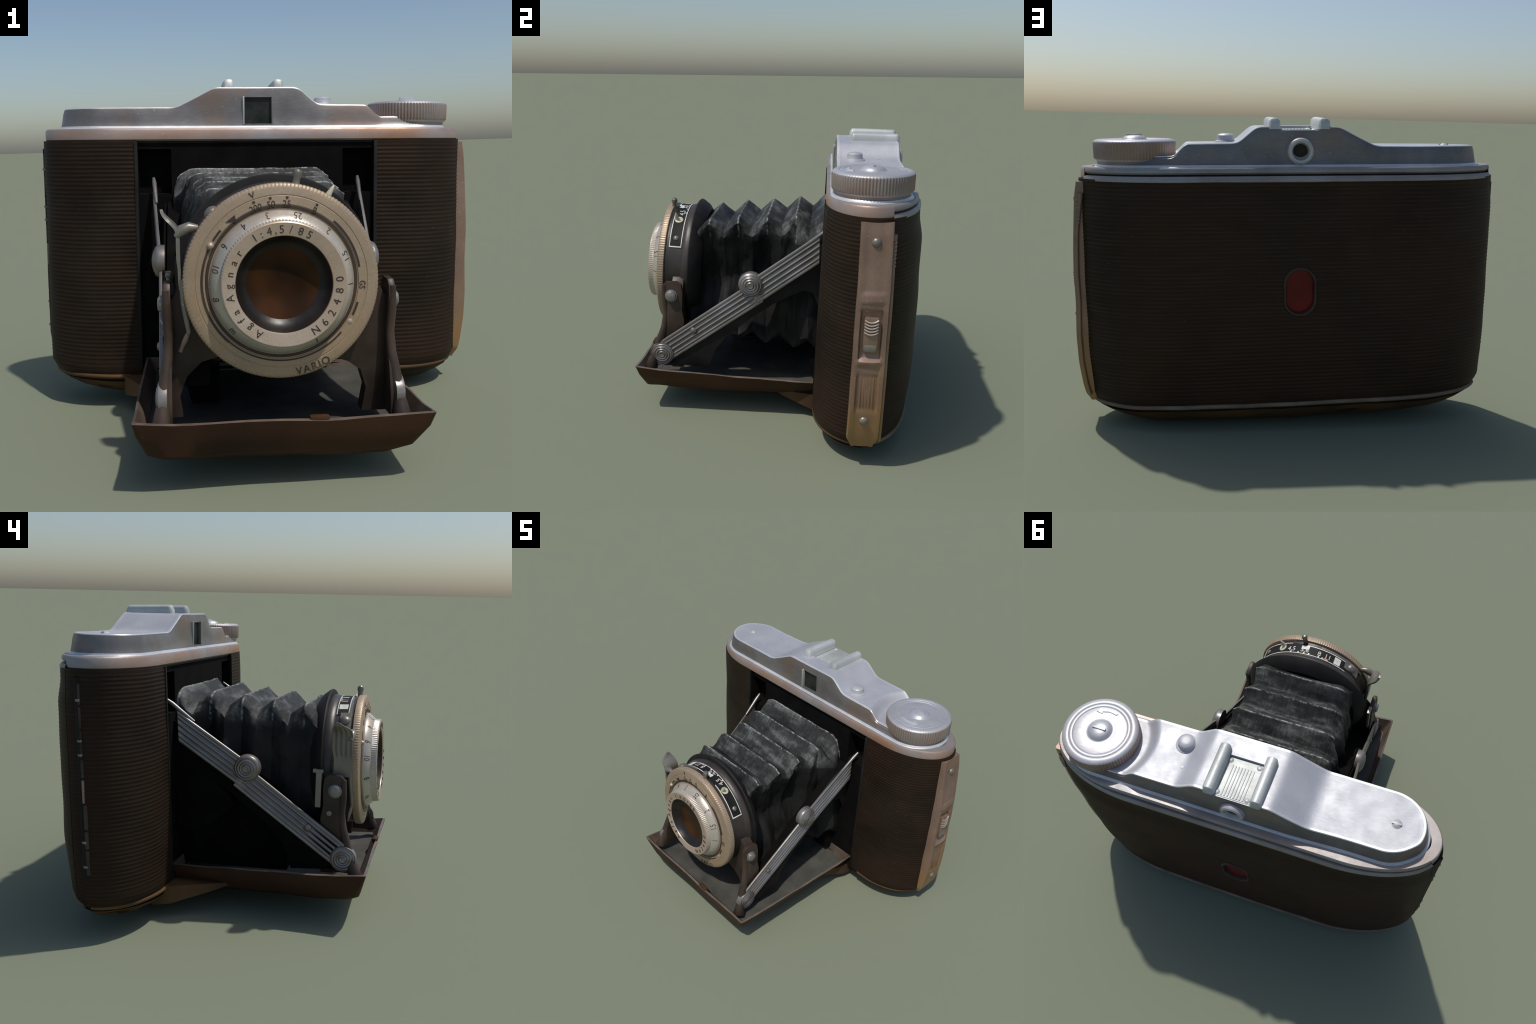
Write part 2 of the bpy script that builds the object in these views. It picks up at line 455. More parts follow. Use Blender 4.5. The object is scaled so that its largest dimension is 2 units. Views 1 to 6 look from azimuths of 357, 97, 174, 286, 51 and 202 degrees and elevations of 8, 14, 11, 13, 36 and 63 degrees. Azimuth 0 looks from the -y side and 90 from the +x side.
# rubbed edge bead that runs round the foot of the body
def path_tube(name, pts, radii, mat, parent=None, segs=10, closed=False, flat=1.0):
    rings = []; n = len(pts)
    for i, p in enumerate(pts):
        p = Vector(p)
        a = Vector(pts[i - 1] if (i > 0 or closed) else pts[i]); b = Vector(pts[(i + 1) % n] if (i < n - 1 or closed) else pts[i])
        t = (b - a).normalized()
        up = Vector((0, 0, 1)) if abs(t.z) < 0.9 else Vector((0, 1, 0))
        s = t.cross(up).normalized(); u = s.cross(t)
        r = radii[i] if isinstance(radii, (list, tuple)) else radii
        rings.append([p + s * (r * cos(2 * pi * k / segs)) + u * (r * flat * sin(2 * pi * k / segs)) for k in range(segs)])
    if closed:
        rings.append(rings[0])
    return loft(name, rings, mat, parent, not closed, not closed, True, 60)

def foot_ring(z, iy, ix):
    yc = (BY0 + BY1) / 2; xc = (BX0 + BX1) / 2; hb = (BY1 - BY0) / 2; ha = (BX1 - BX0) / 2
    return [(xc + (x - xc) * (ha - ix) / ha, yc + (y - yc) * (hb - iy) / hb, z + 0.006 * fbm(x, y, 0, 3, 2)) for x, y in OUT]
def drawn(p):
    x, y, z = p
    return (x, y - (0.024 * (0.5 + 0.5 * abs(x / 0.97) ** 2) if y > 0.478 else 0), z)
fr = [drawn(p) for p in foot_ring(0.120, 0.008, 0.030)]
path_tube('foot_bead', [p for p in fr if p[1] > 0.50], 0.0125, M_BEAD, back, flat=0.85)
path_tube('foot_bead', [p for p in fr[10:] if p[1] < 0.47 and p[0] > 0.55], 0.010, M_LEDGE, body)
path_tube('foot_bead', [p for p in fr[10:] + fr[:10] if p[1] < 0.47 and p[0] < -0.6], 0.010, M_LEDGE, body)

# sole plate of rubbed brown leather
def sole():
    rings = []
    yc = (BY0 + BY1) / 2; xc = (BX0 + BX1) / 2; hb = (BY1 - BY0) / 2; ha = (BX1 - BX0) / 2
    for z, iy, ix in ((0.098, 0.012, 0.040), (0.074, 0.028, 0.076), (0.050, 0.052, 0.120), (0.028, 0.080, 0.18), (0.012, 0.110, 0.26), (0.004, 0.145, 0.35)):
        rings.append([(xc + (x - xc) * (ha - ix) / ha, yc + (y - yc) * (hb - iy) / hb, z + 0.008 * fbm(x, y, z, 3.1, 3) * (1 if z > 0.01 else 0.6)) for x, y in OUT])
    rings = [[drawn(p) for p in r] for r in rings]
    rings.append([(xc + (x - xc) * 0.55, yc + (y - yc) * 0.05, 0.003) for x, y in OUT])
    return loft('sole_plate', rings, M_LEDGE, ROOT, False, True, True, 60)
sole()

# vertical trim bars at the door opening
for x0, x1 in ((RX0 - 0.012, RX0 + 0.004), (RX1 - 0.004, RX1 + 0.012)):
    box('opening_trim', (x0, 0.246, 0.15), (x1, 0.262, 1.158), M_BLACK, body, 0.004)

# hinge of the back, on the -x end
hx = lambda y: BX0
def end_x(y, left=True):
    yc = (BY0 + BY1) / 2; b = (BY1 - BY0) / 2
    c = sqrt(max(0, 1 - ((y - yc) / b) ** 2))
    return (BX0 + 0.33 - 0.33 * c) if left else (BX1 - 0.33 + 0.33 * c)
hinge_y = 0.470
zk = 0.17; kk = 0
while zk < 1.10:
    ln = min(0.105 + 0.02 * sin(kk * 2.3), 1.135 - zk)
    Mh = frame((end_x(hinge_y) + 0.004 + 0.014 * smooth(0.3, 0.13, zk), hinge_y - 0.008 * (zk < 0.5), zk), (0, 0, 1))
    lathe('hinge_knuckle', [(0.006, 0), (0.0105, 0.004), (0.0105, ln - 0.008), (0.006, ln - 0.004)], Mh,
          M_PLATE if kk in (4, 0) else M_STAND, back, 16)
    zk += ln; kk += 1
path_tube('hinge_leaf', [(end_x(hinge_y) + 0.004 + 0.02 * smooth(0.3, 0.13, 0.13 + 0.02 * k), hinge_y + 0.004, 0.13 + 0.02 * k) for k in range(51)], 0.012, M_BLACK, back, 10)
for zz in (1.03, 0.86, 0.80, 0.42, 0.31):
    lathe('hinge_pin', [(0.0, 0.0), (0.009, 0.001), (0.012, 0.006), (0.009, 0.012), (0, 0.013)],
          frame((end_x(hinge_y) - 0.001, hinge_y, zz), (0, 0, 1)), M_STEEL, back, 12)

# red film counting window
def cut(ob, cutter):
    md = ob.modifiers.new('b', 'BOOLEAN'); md.object = cutter; md.solver = 'EXACT'; md.operation = 'DIFFERENCE'
    dg = bpy.context.evaluated_depsgraph_get(); dg.update()
    res = bpy.data.meshes.new_from_object(ob.evaluated_get(dg))
    ob.modifiers.clear(); old = ob.data; ob.data = res
    for p in res.polygons: p.use_smooth = True
    res.set_sharp_from_angle(angle=radians(30))
    bpy.data.objects.remove(cutter)
MB = frame((-0.022, BY1 + 0.007, 0.662), (0, 1, 0), (-1, 0, 0))
def oblong_ring(name, prof, M, mat, parent, cap0=False, cap1=False, w0=0.071, h0=0.109):
    rings = []
    for d, h in prof:
        rings.append([M @ Vector((p[0], p[1], h)) for p in oblong(w0 + d, h0 + d, 18)])
    return loft(name, rings, mat, parent, cap0, cap1, True, 50)
wf = oblong_ring('film_window_rim', [(0.006, -0.012), (0.004, 0.001), (0.000, 0.0045), (-0.006, 0.003), (-0.009, -0.004), (-0.009, -0.028)], MB, M_STAND, back)
oblong_ring('film_window_glass', [(-0.007, -0.027), (-0.007, -0.017), (-0.02, -0.016), (-0.04, -0.015)], MB, M_RED, wf, True, True)

# ================================================================ LOCK PLATE (+x end)
def lock_plate():
    prof = [(0.115, 0.935), (0.14, 0.955), (0.20, 0.970), (0.31, 0.985), (0.44, 0.990), (0.60, 0.985), (0.74, 0.988), (0.83, 0.985), (0.95, 0.978), (1.04, 0.972), (1.10, 0.967), (1.150, 0.957)]
    y0, y1 = 0.402, 0.540
    rings = []
    N = 120
    for k in range(N + 1):
        z = 0.115 + (1.150 - 0.115) * k / N
        xo = sum(interp(prof, z + d) for d in (-0.02, -0.01, 0, 0.01, 0.02)) / 5
        # recess round the slide, shallow steps elsewhere
        rec = 0.014 * smooth(0.545, 0.57, z) * (1 - smooth(0.765, 0.785, z)) 
        rec += 0.006 * smooth(0.80, 0.815, z) * (1 - smooth(0.845, 0.86, z)) * -1
        lip = -0.010 * smooth(0.525, 0.535, z) * (1 - smooth(0.548, 0.560, z))
        rec2 = 0.006 * smooth(0.29, 0.33, z) * (1 - smooth(0.47, 0.50, z))
        r = []
        wy = 0.004 * fbm(z * 3, 1, 2, 1, 2)
        shrink = 0.02 * (1 - smooth(0.115, 0.17, z))
        ys = [(0, -0.05), (0, -0.006), (0.005, 0.0), (0.016, 0.0), (0.024, -1)]
        seq = []
        for t, dx in [(0.0, -0.06), (0.0, -0.008), (0.03, 0.0), (0.14, 0.001), (0.20, -0.003), (0.35, -0.0), (0.5, 0.0), (0.65, 0.0), (0.80, -0.003), (0.86, 0.001), (0.97, 0.0), (1.0, -0.008), (1.0, -0.06)]:
            inn = 1 if 0.17 < t < 0.83 else 0
            ribs = 0
            d = dx
            if inn:
                d -= rec + lip + rec2 * (0.6 if abs(t - 0.5) < 0.1 else 1.0)
            seq.append((xo + d, y0 + shrink + (y1 - y0 - 2 * shrink) * t + wy, z))
        rings.append(seq)
    ob = loft('lock_plate', rings, M_PLATE, ROOT, True, True, True, 40)
    px = lambda z: interp(prof, z)
    for z, r in ((1.068, 0.021), (0.262, 0.019)):
        lathe('plate_rivet', [(r * 1.1, -0.01), (r, 0.003), (r * 0.8, 0.010), (r * 0.4, 0.014), (0.001, 0.015)], frame((px(z) - 0.003, 0.468, z), (1, 0, 0.0), (0, 1, 0)), M_LEVER, ob, 20)
    box('lock_slide', (px(0.65) - 0.02, 0.440, 0.595), (px(0.65) + 0.004, 0.503, 0.745), M_PLATE, ob, 0.008)
    for i in range(5):
        z = 0.675 + i * 0.0135
        path_tube('slide_ridge', [(px(z) + 0.003 + 0.005 * (1 - (t * 2 - 1) ** 2) , 0.442 + 0.058 * t, z - 0.004 + 0.010 * (t * 2 - 1) ** 2) for t in [k / 8 for k in range(9)]], 0.0042, M_FRONT, ob, 8)
    box('slide_catch', (px(0.6) - 0.02, 0.446, 0.590), (px(0.6) + 0.008, 0.498, 0.625), M_LEVER, ob, 0.009)
    for i in range(5):
        y = 0.444 + i * 0.013
        box('plate_flute', (px(0.4) - 0.012, y - 0.003, 0.33), (px(0.4) - 0.0035, y + 0.003, 0.47), M_PLATE, ob, 0.0025)
    # bright pressed edge along the back seam, toothed at its head
    pts = []
    for k in range(46):
        z = 0.15 + 0.95 * k / 45
        pts.append((px(z) - 0.018 - 0.01 * smooth(0.9, 1.1, z), 0.543 + 0.004 * fbm(z * 2, 5, 1, 1, 2), z))
    path_tube('seam_strip', pts, [0.008 + 0.004 * smooth(0.95, 1.1, p[2]) for p in pts], M_PLATE, ob, 8)
    for i in range(7):
        z = 0.965 + i * 0.0165
        box('seam_tooth', (px(z) - 0.030, 0.540, z), (px(z) - 0.010, 0.553, z + 0.008), M_LEVER, ob, 0.003)
    return ob
plate = lock_plate()

# ================================================================ TOP COVER
FOUT = stadium2(-0.965, 0.942, 0.252, 0.672, 0.33, 0.40, 70, 52)
SOUT = stadium2(-0.970, 0.942, 0.252, 0.687, 0.33, 0.46, 70, 52)
def band(name, z0, z1, P, mat, parent=None, grow=0.0, r=0.006, keep=None, cap=False):
    prof = [(0.05, z0), (r, z0), (0.0, z0 + r), (0.0, z1 - r), (r * 0.8, z1), (0.05, z1)]
    n = len(P)
    rings = []
    for d, z in prof:
        rings.append([(x, y, z) for x, y in inset(P, d - grow)])
    ob = loft(name, rings, mat, parent, False, False, True, 40)
    if keep is not None:
        b = bmesh.new(); b.from_mesh(ob.data)
        bmesh.ops.bisect_plane(b, geom=b.verts[:] + b.edges[:] + b.faces[:], plane_co=(0, SPLIT, 0), plane_no=(0, keep, 0), clear_outer=True)
        b.to_mesh(ob.data); b.free()
    return ob
flange = band('cover_flange', 1.186, 1.214, FOUT, M_COOL, ROOT, 0.0, 0.008)
band('flange_apron', 1.160, 1.2125, FOUT, M_BAND, flange, 0.0015, 0.007, keep=1)
band('film_door_strip', 1.146, 1.179, SOUT, M_COOL, back, 0.003, 0.010, keep=-1)
band('flange_gasket', 1.148, 1.192, FOUT, M_BLACK, flange, -0.012, 0.004)

KX, KY = 0.702, 0.455
ZP = [(-1.0, 1.300), (-0.84, 1.303), (-0.395, 1.304), (-0.365, 1.310), (-0.215, 1.386), (-0.195, 1.390), (0.150, 1.390), (0.172, 1.382), (0.238, 1.326), (0.262, 1.318), (1.0, 1.308)]
def ztop(x, y):
    z = sum(interp(ZP, x + d) for d in (-0.012, -0.006, 0, 0.006, 0.012)) / 5
    d = sqrt((x - KX) ** 2 + (y - KY) ** 2)
    low = 1.262 - 0.01 * smooth(0.7, 0.88, x)
    if x > 0.35:
        k = 1 - smooth(0.222, 0.285, d)
        if x > KX: k = 1
        z = z + (low - z) * k
    # soft dent of the top plate left of the finder and sagging edges
    z += 0.0025 * fbm(x, y, 0, 4, 2)
    return z
COUT = [(x, y - (0.012 * smooth(-0.25, -0.6, x) + 0.006) * smooth(0.5, 0.6, y)) for x, y in stadium(-0.907, 0.885, 0.268, 0.646, 0.20, 0.20, 150, 40, 2.0)]
CY = 0.457
def top_cover():
    rings = []
    def ring(ins, fz, dz):
        r = []
        for x, y in inset(COUT, ins):
            zt = ztop(x, y)
            r.append((x, y, 1.212 + (zt - 1.212) * fz + dz))
        return r
    rings.append(ring(-0.004, 0, -0.004))
    rings.append(ring(0.000, 0, 0.001))
    rings.append(ring(0.008, 0, 0.005))
    rings.append(ring(0.013, 0, 0.013))
    for q in (0.35, 0.55, 0.75):
        rings.append(ring(0.013 + 0.014 * q, q, 0.004 * (1 - q)))
    rings.append(ring(0.028, 1, -0.008))
    rings.append(ring(0.0295, 1, -0.003))
    rings.append(ring(0.033, 1, 0.001))
    rings.append(ring(0.043, 1, 0.001))
    base = inset(COUT, 0.043)
    xl, xr = -0.73, 0.70
    K = 16
    for k in range(1, K + 1):
        t = k / K
        r = []
        for x, y in base:
            sx = min(max(x, xl), xr)
            px = x + (sx - x) * t; py = y + (CY - y) * t
            r.append((px, py, ztop(px, py)))
        rings.append(r)
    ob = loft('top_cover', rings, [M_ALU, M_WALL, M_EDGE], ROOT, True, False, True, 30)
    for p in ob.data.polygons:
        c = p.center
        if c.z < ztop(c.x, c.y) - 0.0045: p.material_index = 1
    n = len(COUT)
    for i, p in enumerate(ob.data.polygons):
        if i // n in (1, 2) or i // n in (8, 9): p.material_index = 2      # edge and fillet highlights painted as brighter metal
    return ob
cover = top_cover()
cut(cover, box('cutter', (-0.080, 0.20, 1.232), (0.046, 0.315, 1.349), M_ALU, None, 0))
wn = box('finder_window', (-0.079, 0.300, 1.233), (0.045, 0.314, 1.348), M_PANE, cover, 0)
for wk, (lo, hi) in enumerate((((-0.084, 0.280, 1.230), (-0.076, 0.310, 1.352)), ((0.043, 0.283, 1.230), (0.048, 0.31, 1.352)), ((-0.084, 0.281, 1.226), (0.048, 0.31, 1.233)), ((-0.084, 0.291, 1.347), (0.048, 0.312, 1.352)))):
    box('window_frame', lo, hi, M_SHOE if wk == 0 else M_WALL, wn, 0.002)  # brighter metal on one bar paints its edge highlight

# eyepiece on the back
ME = frame((-0.030, 0.626, 1.283), (0, 1, 0), (1, 0, 0))
ep = lathe('eyepiece', [(0.062, -0.02), (0.060, 0.004), (0.056, 0.014), (0.048, 0.019), (0.040, 0.016), (0.034, 0.004), (0.031, -0.015)], ME, M_KNOB, cover, 40, cap0=False, cap1=False)
lathe('eyepiece_glass', [(0.034, -0.004), (0.02, -0.001), (0.001, 0.0)], ME, M_DARKEYE, ep, 24)

# accessory shoe
cut(cover, box('cutter', (-0.118, 0.405, 1.374), (0.061, 0.70, 1.45), M_ALU, None, 0))
shoe = box('accessory_shoe', (-0.117, 0.406, 1.360), (0.060, 0.609, 1.377), M_SHOE, cover, 0.003)
for i in range(8):
    x = -0.076 + i * 0.0145
    box('shoe_flute', (x - 0.0035, 0.445, 1.372), (x + 0.0035, 0.603, 1.381), M_SHOE, shoe, 0.003)
for x, y in ((-0.093, 0.425), (0.045, 0.425), (-0.095, 0.592), (0.047, 0.592)):
    lathe('shoe_rivet', [(0.014, -0.01), (0.013, 0.002), (0.008, 0.006), (0.001, 0.007)], frame((x, y, 1.376), (0, 0, 1)), M_SHOE, shoe, 16)
def rail(x):
    rings = []
    for k in range(25):
        t = k / 24
        y = 0.368 + 0.250 * t
        e = min(1, min(t, 1 - t) / 0.06)
        s = sqrt(max(0.02, 1 - (1 - e) ** 2))
        hw = 0.0255; zt = 1.434 - 0.006 * t
        pr = [(-hw * 1.15, 1.38), (-hw, 1.40), (-hw * 0.95, zt - 0.012), (-hw * 0.55, zt - 0.002), (0, zt), (hw * 0.55, zt - 0.002), (hw * 0.95, zt - 0.012), (hw, 1.40), (hw * 1.15, 1.38)]
        rings.append([(x + a * (0.6 + 0.4 * s), y, 1.38 + (b - 1.38) * (0.6 + 0.4 * s)) for a, b in pr])
    return loft('shoe_rail', rings, M_SHOE, shoe, True, True, True, 45)
rail(-0.140); rail(0.083)

# shutter release button
lathe('release_button', [(0.056, -0.012), (0.051, 0.003), (0.042, 0.006), (0.0395, 0.012), (0.038, 0.030), (0.031, 0.036), (0.015, 0.039), (0.001, 0.0395)], frame((0.288, 0.385, 1.318), (0, 0, 1)), M_ALU, cover, 32)
lathe('index_dot', [(0.008, -0.004), (0.007, 0.002), (0.001, 0.003)], frame((0.262, 0.505, 1.319), (0, 0, 1)), M_SHOE, cover, 12)

# film winding knob
MK = frame((KX, KY, 1.245), (0.004, 0.0, 1))
knob = lathe('winding_knob', [(0.10, -0.035), (0.165, -0.030), (0.170, -0.005), (0.176, 0.0), (0.181, 0.004), (0.183, 0.010), (0.1845, 0.070), (0.182, 0.078), (0.176, 0.0845), (0.160, 0.0885), (0.150, 0.0885), (0.147, 0.0860), (0.143, 0.0885), (0.132, 0.0885), (0.129, 0.086), (0.125, 0.0875), (0.070, 0.0860), (0.060, 0.0845), (0.056, 0.088), (0.051, 0.095), (0.040, 0.102), (0.022, 0.106), (0.001, 0.107)], MK, [M_KNOB, M_BAND], ROOT, 480, knurl=(4, 6, 80, 0.0045), angle=50)
for p in knob.data.polygons:
    if abs(p.normal.z) < 0.5 and p.center.z < 1.325 and (Vector(p.center[:2]) - Vector((KX, KY))).length > 0.15:
        p.material_index = 1
arw = Matrix.Translation((0, 0, 0)) @ MK
prism('winding_arrow', [(-0.04, -0.098), (-0.045, -0.108), (0.0, -0.118), (0.035, -0.108), (0.045, -0.118), (0.06, -0.090), (0.028, -0.086), (0.032, -0.096), (0.0, -0.105)], MK, 0.085, 0.0915, M_EDGE, knob, 0.001)
box('knob_slot', (-0.034, -0.006, 0.096), (0.034, 0.006, 0.1125), M_KNOB, knob, 0.003, MK)

# screw in the far end of the top plate
sc_ = lathe('cover_screw', [(0.026, -0.006), (0.024, 0.0005), (0.018, 0.003), (0.012, 0.008), (0.001, 0.009)], frame((-0.745, 0.453, 1.303), (0, 0, 1)), M_SHOE, cover, 18)
box('screw_bar', (-0.768, 0.448, 1.303), (-0.722, 0.459, 1.312), M_SHOE, cover, 0.003)

# ================================================================ DOOR
DX0, DX1, DYF = -0.530, 0.484, -0.706
def rrect(x0, x1, y0, y1, r, n=6, side=16):
    P = []
    cs = [((x1 - r, y0 + r), -pi / 2), ((x1 - r, y1 - r), 0), ((x0 + r, y1 - r), pi / 2), ((x0 + r, y0 + r), pi)]
    pts = []
    for (cx, cy), a0 in cs:
        pts.append([(cx + r * cos(a0 + pi / 2 * k / n), cy + r * sin(a0 + pi / 2 * k / n)) for k in range(n + 1)])
    for i in range(4):
        P += pts[i]
        a = pts[i][-1]; b = pts[(i + 1) % 4][0]
        for k in range(1, side):
            P.append((a[0] + (b[0] - a[0]) * k / side, a[1] + (b[1] - a[1]) * k / side))
    return P
def door():
    HB = 0.235
    def tilt(y):      # 0 at the hinge, 1 at the lip
        return min(1, max(0, (HB - y) / (HB - DYF)))
    def lev(P, base, slope, wob=0.004):
        return [(x + 0.5 * wob * fbm(x, y, 3, 3, 2), y + 0.5 * wob * fbm(x, y, 9, 3, 2), base + slope * tilt(y) + wob * fbm(x, y, base * 10, 4, 3)) for x, y in P]
    rim = rrect(DX0, DX1, DYF, HB, 0.012)
    rim2 = rrect(DX0 + 0.010, DX1 - 0.010, DYF + 0.012, HB - 0.01, 0.012)
    inn = rrect(DX0 + 0.045, DX1 - 0.040, DYF + 0.055, HB - 0.02, 0.02)
    low1 = rrect(DX0 + 0.008, DX1 - 0.012, DYF + 0.010, HB, 0.02)
    low2 = rrect(DX0 + 0.040, DX1 - 0.06, DYF + 0.030, HB, 0.03)
    low3 = rrect(DX0 + 0.075, DX1 - 0.125, DYF + 0.062, HB, 0.04)
    low4 = rrect(DX0 + 0.11, DX1 - 0.17, DYF + 0.11, HB, 0.04)
    def corner(P, amt):       # lip corners are pulled out and up
        out = []
        for x, y, z in P:
            e = smooth(0.40, 0.50, abs(x - XC)) * smooth(-0.55, -0.70, y)
            out.append((x, y - 0.004 * e, z + amt * e))
        return out
    rings = [lev(low4, 0.080, 0.012, 0.008), lev(low3, 0.082, 0.014, 0.010), lev(low2, 0.106, 0.018, 0.008), lev(low1, 0.170, 0.030, 0.006), corner(lev(rim, 0.200, 0.040, 0.007), 0.008), corner(lev(rim2, 0.203, 0.041, 0.006), 0.008), lev(inn, 0.134, 0.035, 0.002)]
    outer = loft('door_panel', rings, M_DOORL, ROOT, True, False, True, 40)
    me = outer.data
    me.materials.append(M_RIM)
    n4 = len(rim) * 4
    for i, p in enumerate(me.polygons):
        if i >= n4 and i < len(rim) * 6:
            p.material_index = 1
    fl = rrect(DX0 + 0.085, DX1 - 0.085, DYF + 0.10, HB - 0.02, 0.02)
    f2 = rrect(DX0 + 0.2, DX1 - 0.2, DYF + 0.2, HB - 0.1, 0.02)
    loft('door_floor', [[(x, y, 0.120 + 0.01 * tilt(y)) for x, y in fl], [(x, y, 0.136 + 0.040 * tilt(y) ** 2) for x, y in inn], [(x, y, 0.130 + 0.04 * tilt(y) ** 2 + 0.004 * fbm(x, y, 0, 4, 3)) for x, y in f2]], M_FLOOR, outer, True, True, True, 40)
    box('door_latch', (0.055, DYF + 0.002, 0.225), (0.125, DYF + 0.030, 0.252), M_DOORL, outer, 0.011)
    return outer
dr = door()

# scan blob between door hinge and body foot, rebuilt as a wedge
def web():
    rings = []
    st = [(-0.14, 0.090, 0.130, 0.42, 0.30), (-0.04, 0.080, 0.15, 0.470, 0.40), (0.06, 0.050, 0.17, 0.525, 0.455), (0.14, 0.026, 0.18, 0.565, 0.475), (0.20, 0.012, 0.18, 0.60, 0.49), (0.28, 0.006, 0.12, 0.61, 0.50), (0.38, 0.004, 0.06, 0.55, 0.46)]
    for y, zb, zt, hx0, hx1 in st:
        zt = min(zt, 0.128)
        ring = []
        N = 20
        for k in range(N + 1):
            x = XC + (-hx0 + (hx0 + hx1 - 0.0) * k / N)
            s = (x - XC)
            edge = smooth(0.80, 1.0, abs(2 * k / N - 1))
            ring.append((x, y, zb + 0.028 * edge + (0.03 if s > 0 else 0) * smooth(0.1, 0.45, s) * smooth(0.35, -0.1, y) + 0.006 * fbm(x, y, 1, 5, 3)))
        for k in range(N, -1, -1):
            x = XC + (-hx0 + (hx0 + hx1) * k / N)
            ring.append((x, y, zt))
        rings.append(ring)
    return loft('hinge_scan_blob', rings, M_LEDGE, dr, True, True, True, 60)
web()

# ================================================================ BELLOWS
def bellows():
    rings = []
    Y0, Y1 = -0.455, 0.270
    n_per = 12; pit = 0.151; ph0 = -0.352
    NY = 160
    side = 26; rad = 0.045
    for k in range(NY + 1):
        y = Y0 + (Y1 - Y0) * k / NY
        t = (y + 0.44) / 0.74
        u = (y - ph0) / pit
        tri = 1 - 4 * abs((u - math.floor(u)) - 0.5) * 1.0      # -1..1 ; -1 at crest positions (u integer)
        tri = -tri                                               # +1 on crests
        tri = math.copysign(abs(tri) ** 1.0, tri)
        amp = 0.030
        edge = smooth(-0.455, -0.40, y)
        ztp = 0.951 + 0.066 * t + amp * tri * (0.4 + 0.6 * edge)
        zbt = 0.370 - 0.060 * t - amp * tri * 0.8
        flare = 0.040 * smooth(0.02, 0.24, y)
        hw = 0.262 + 0.048 * t
        hwp = 0.262 + 0.046 * t      # the +x wall has sunk in towards the lens
        sw = 0.020
        ring = []
        pts = []
        # top edge, right side, bottom edge, left side
        for i in range(side): pts.append((1 - 2 * i / side, 1, 't'))
        for i in range(side): pts.append((-1, 1 - 2 * i / side, 'l'))
        for i in range(side): pts.append((-1 + 2 * i / side, -1, 'b'))
        for i in range(side): pts.append((1, -1 + 2 * i / side, 'r'))
        zc = (ztp + zbt) / 2; hh = (ztp - zbt) / 2
        for a, b, w in pts:
            # superellipse-ish rounding of the corner
            x = a * (hwp if a > 0 else hw); z = b * hh
            if a > 0: x -= smooth(0.6, 1.0, a) * (0.085 * (1 - abs(b) ** 1.5) * smooth(0.08, -0.12, y) * smooth(-0.46, -0.38, y) - 0.03 * smooth(0.1, -0.5, b))
            else: x -= 0.026 * smooth(0.6, 1.0, -a) * (1 - abs(b) ** 4)
            m = min(abs(a), abs(b)) if max(abs(a), abs(b)) else 0
            x += math.copysign(1, a) * smooth(0.6, 1.0, abs(a)) * flare * ((1 - smooth(0.7, 0.95, b)) if a > 0 else 1)
            c = smooth(0.86, 1.0, m)
            x *= 1 - 0.055 * c; z *= 1 - 0.045 * c
            # side pleats run in the opposite phase, and hang softly
            s = smooth(0.55, 1.0, abs(a))
            soft = 1 - smooth(0.80, 1.0, abs(b))
            x += math.copysign(1, a) * s * (-sw * tri * soft * (0.5 + 0.5 * smooth(-0.5, 0.2, y)) + 0.022 * fbm(x, y * 1.6, z, 5.0, 4) * soft + 0.010 * tri * (1 - soft))
            z += 0.0045 * fbm(x * 1.0, y, z, 7.0, 3) - 0.006 * (1 - a * a) * (1 if b > 0 else 0) * (1 - 0.5 * tri)
            cr = smooth(0.78, 0.95, abs(a)) * smooth(0.6, 1.0, b)
            z += cr * (-0.010 + 0.012 * fbm(x, y * 2.5, z, 9.0, 2))
            ring.append((XC + x, y, zc + z))
        rings.append(ring)
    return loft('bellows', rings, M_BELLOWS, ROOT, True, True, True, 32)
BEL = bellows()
def scan_fill_wall(s, x_out, yf):
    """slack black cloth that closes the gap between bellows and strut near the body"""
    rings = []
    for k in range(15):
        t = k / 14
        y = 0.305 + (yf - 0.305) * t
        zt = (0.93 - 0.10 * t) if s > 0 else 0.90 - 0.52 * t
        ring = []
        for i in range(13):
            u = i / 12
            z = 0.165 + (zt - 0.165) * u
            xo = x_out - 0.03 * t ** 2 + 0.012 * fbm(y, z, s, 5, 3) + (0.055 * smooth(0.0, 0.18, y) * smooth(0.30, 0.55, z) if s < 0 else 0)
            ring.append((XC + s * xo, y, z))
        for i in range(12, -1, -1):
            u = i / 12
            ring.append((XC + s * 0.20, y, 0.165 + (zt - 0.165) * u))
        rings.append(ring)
    return loft('scan_fill_wall', rings, M_CAVITY, BEL, True, True, True, 60)
scan_fill_wall(-1, 0.335, -0.30)
scan_fill_wall(1, 0.345, 0.19)
# added filler for the gap the scan closed between bellows and struts
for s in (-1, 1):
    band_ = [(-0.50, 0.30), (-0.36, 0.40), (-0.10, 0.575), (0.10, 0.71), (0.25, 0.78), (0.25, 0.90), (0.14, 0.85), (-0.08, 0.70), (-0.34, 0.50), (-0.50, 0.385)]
    prism('gap_filler', band_, frame((XC, 0, 0), (1, 0, 0), (0, 1, 0)), s * (0.24 if s < 0 else 0.335), s * 0.396, M_CAVITY, BEL, 0.012)

# ================================================================ LENS STANDARD
LT = radians(2.4)
LF = Vector((0, -cos(LT), sin(LT)))
LU = Vector((0, sin(LT), cos(LT)))
LC = Vector((-0.028, -0.597, 0.689))
ML = Matrix((Vector((1, 0, 0)), LU, LF)).transposed().to_4x4()
# make it right-handed: x right, y up, z forward (toward the viewer)
ML.translation = LC

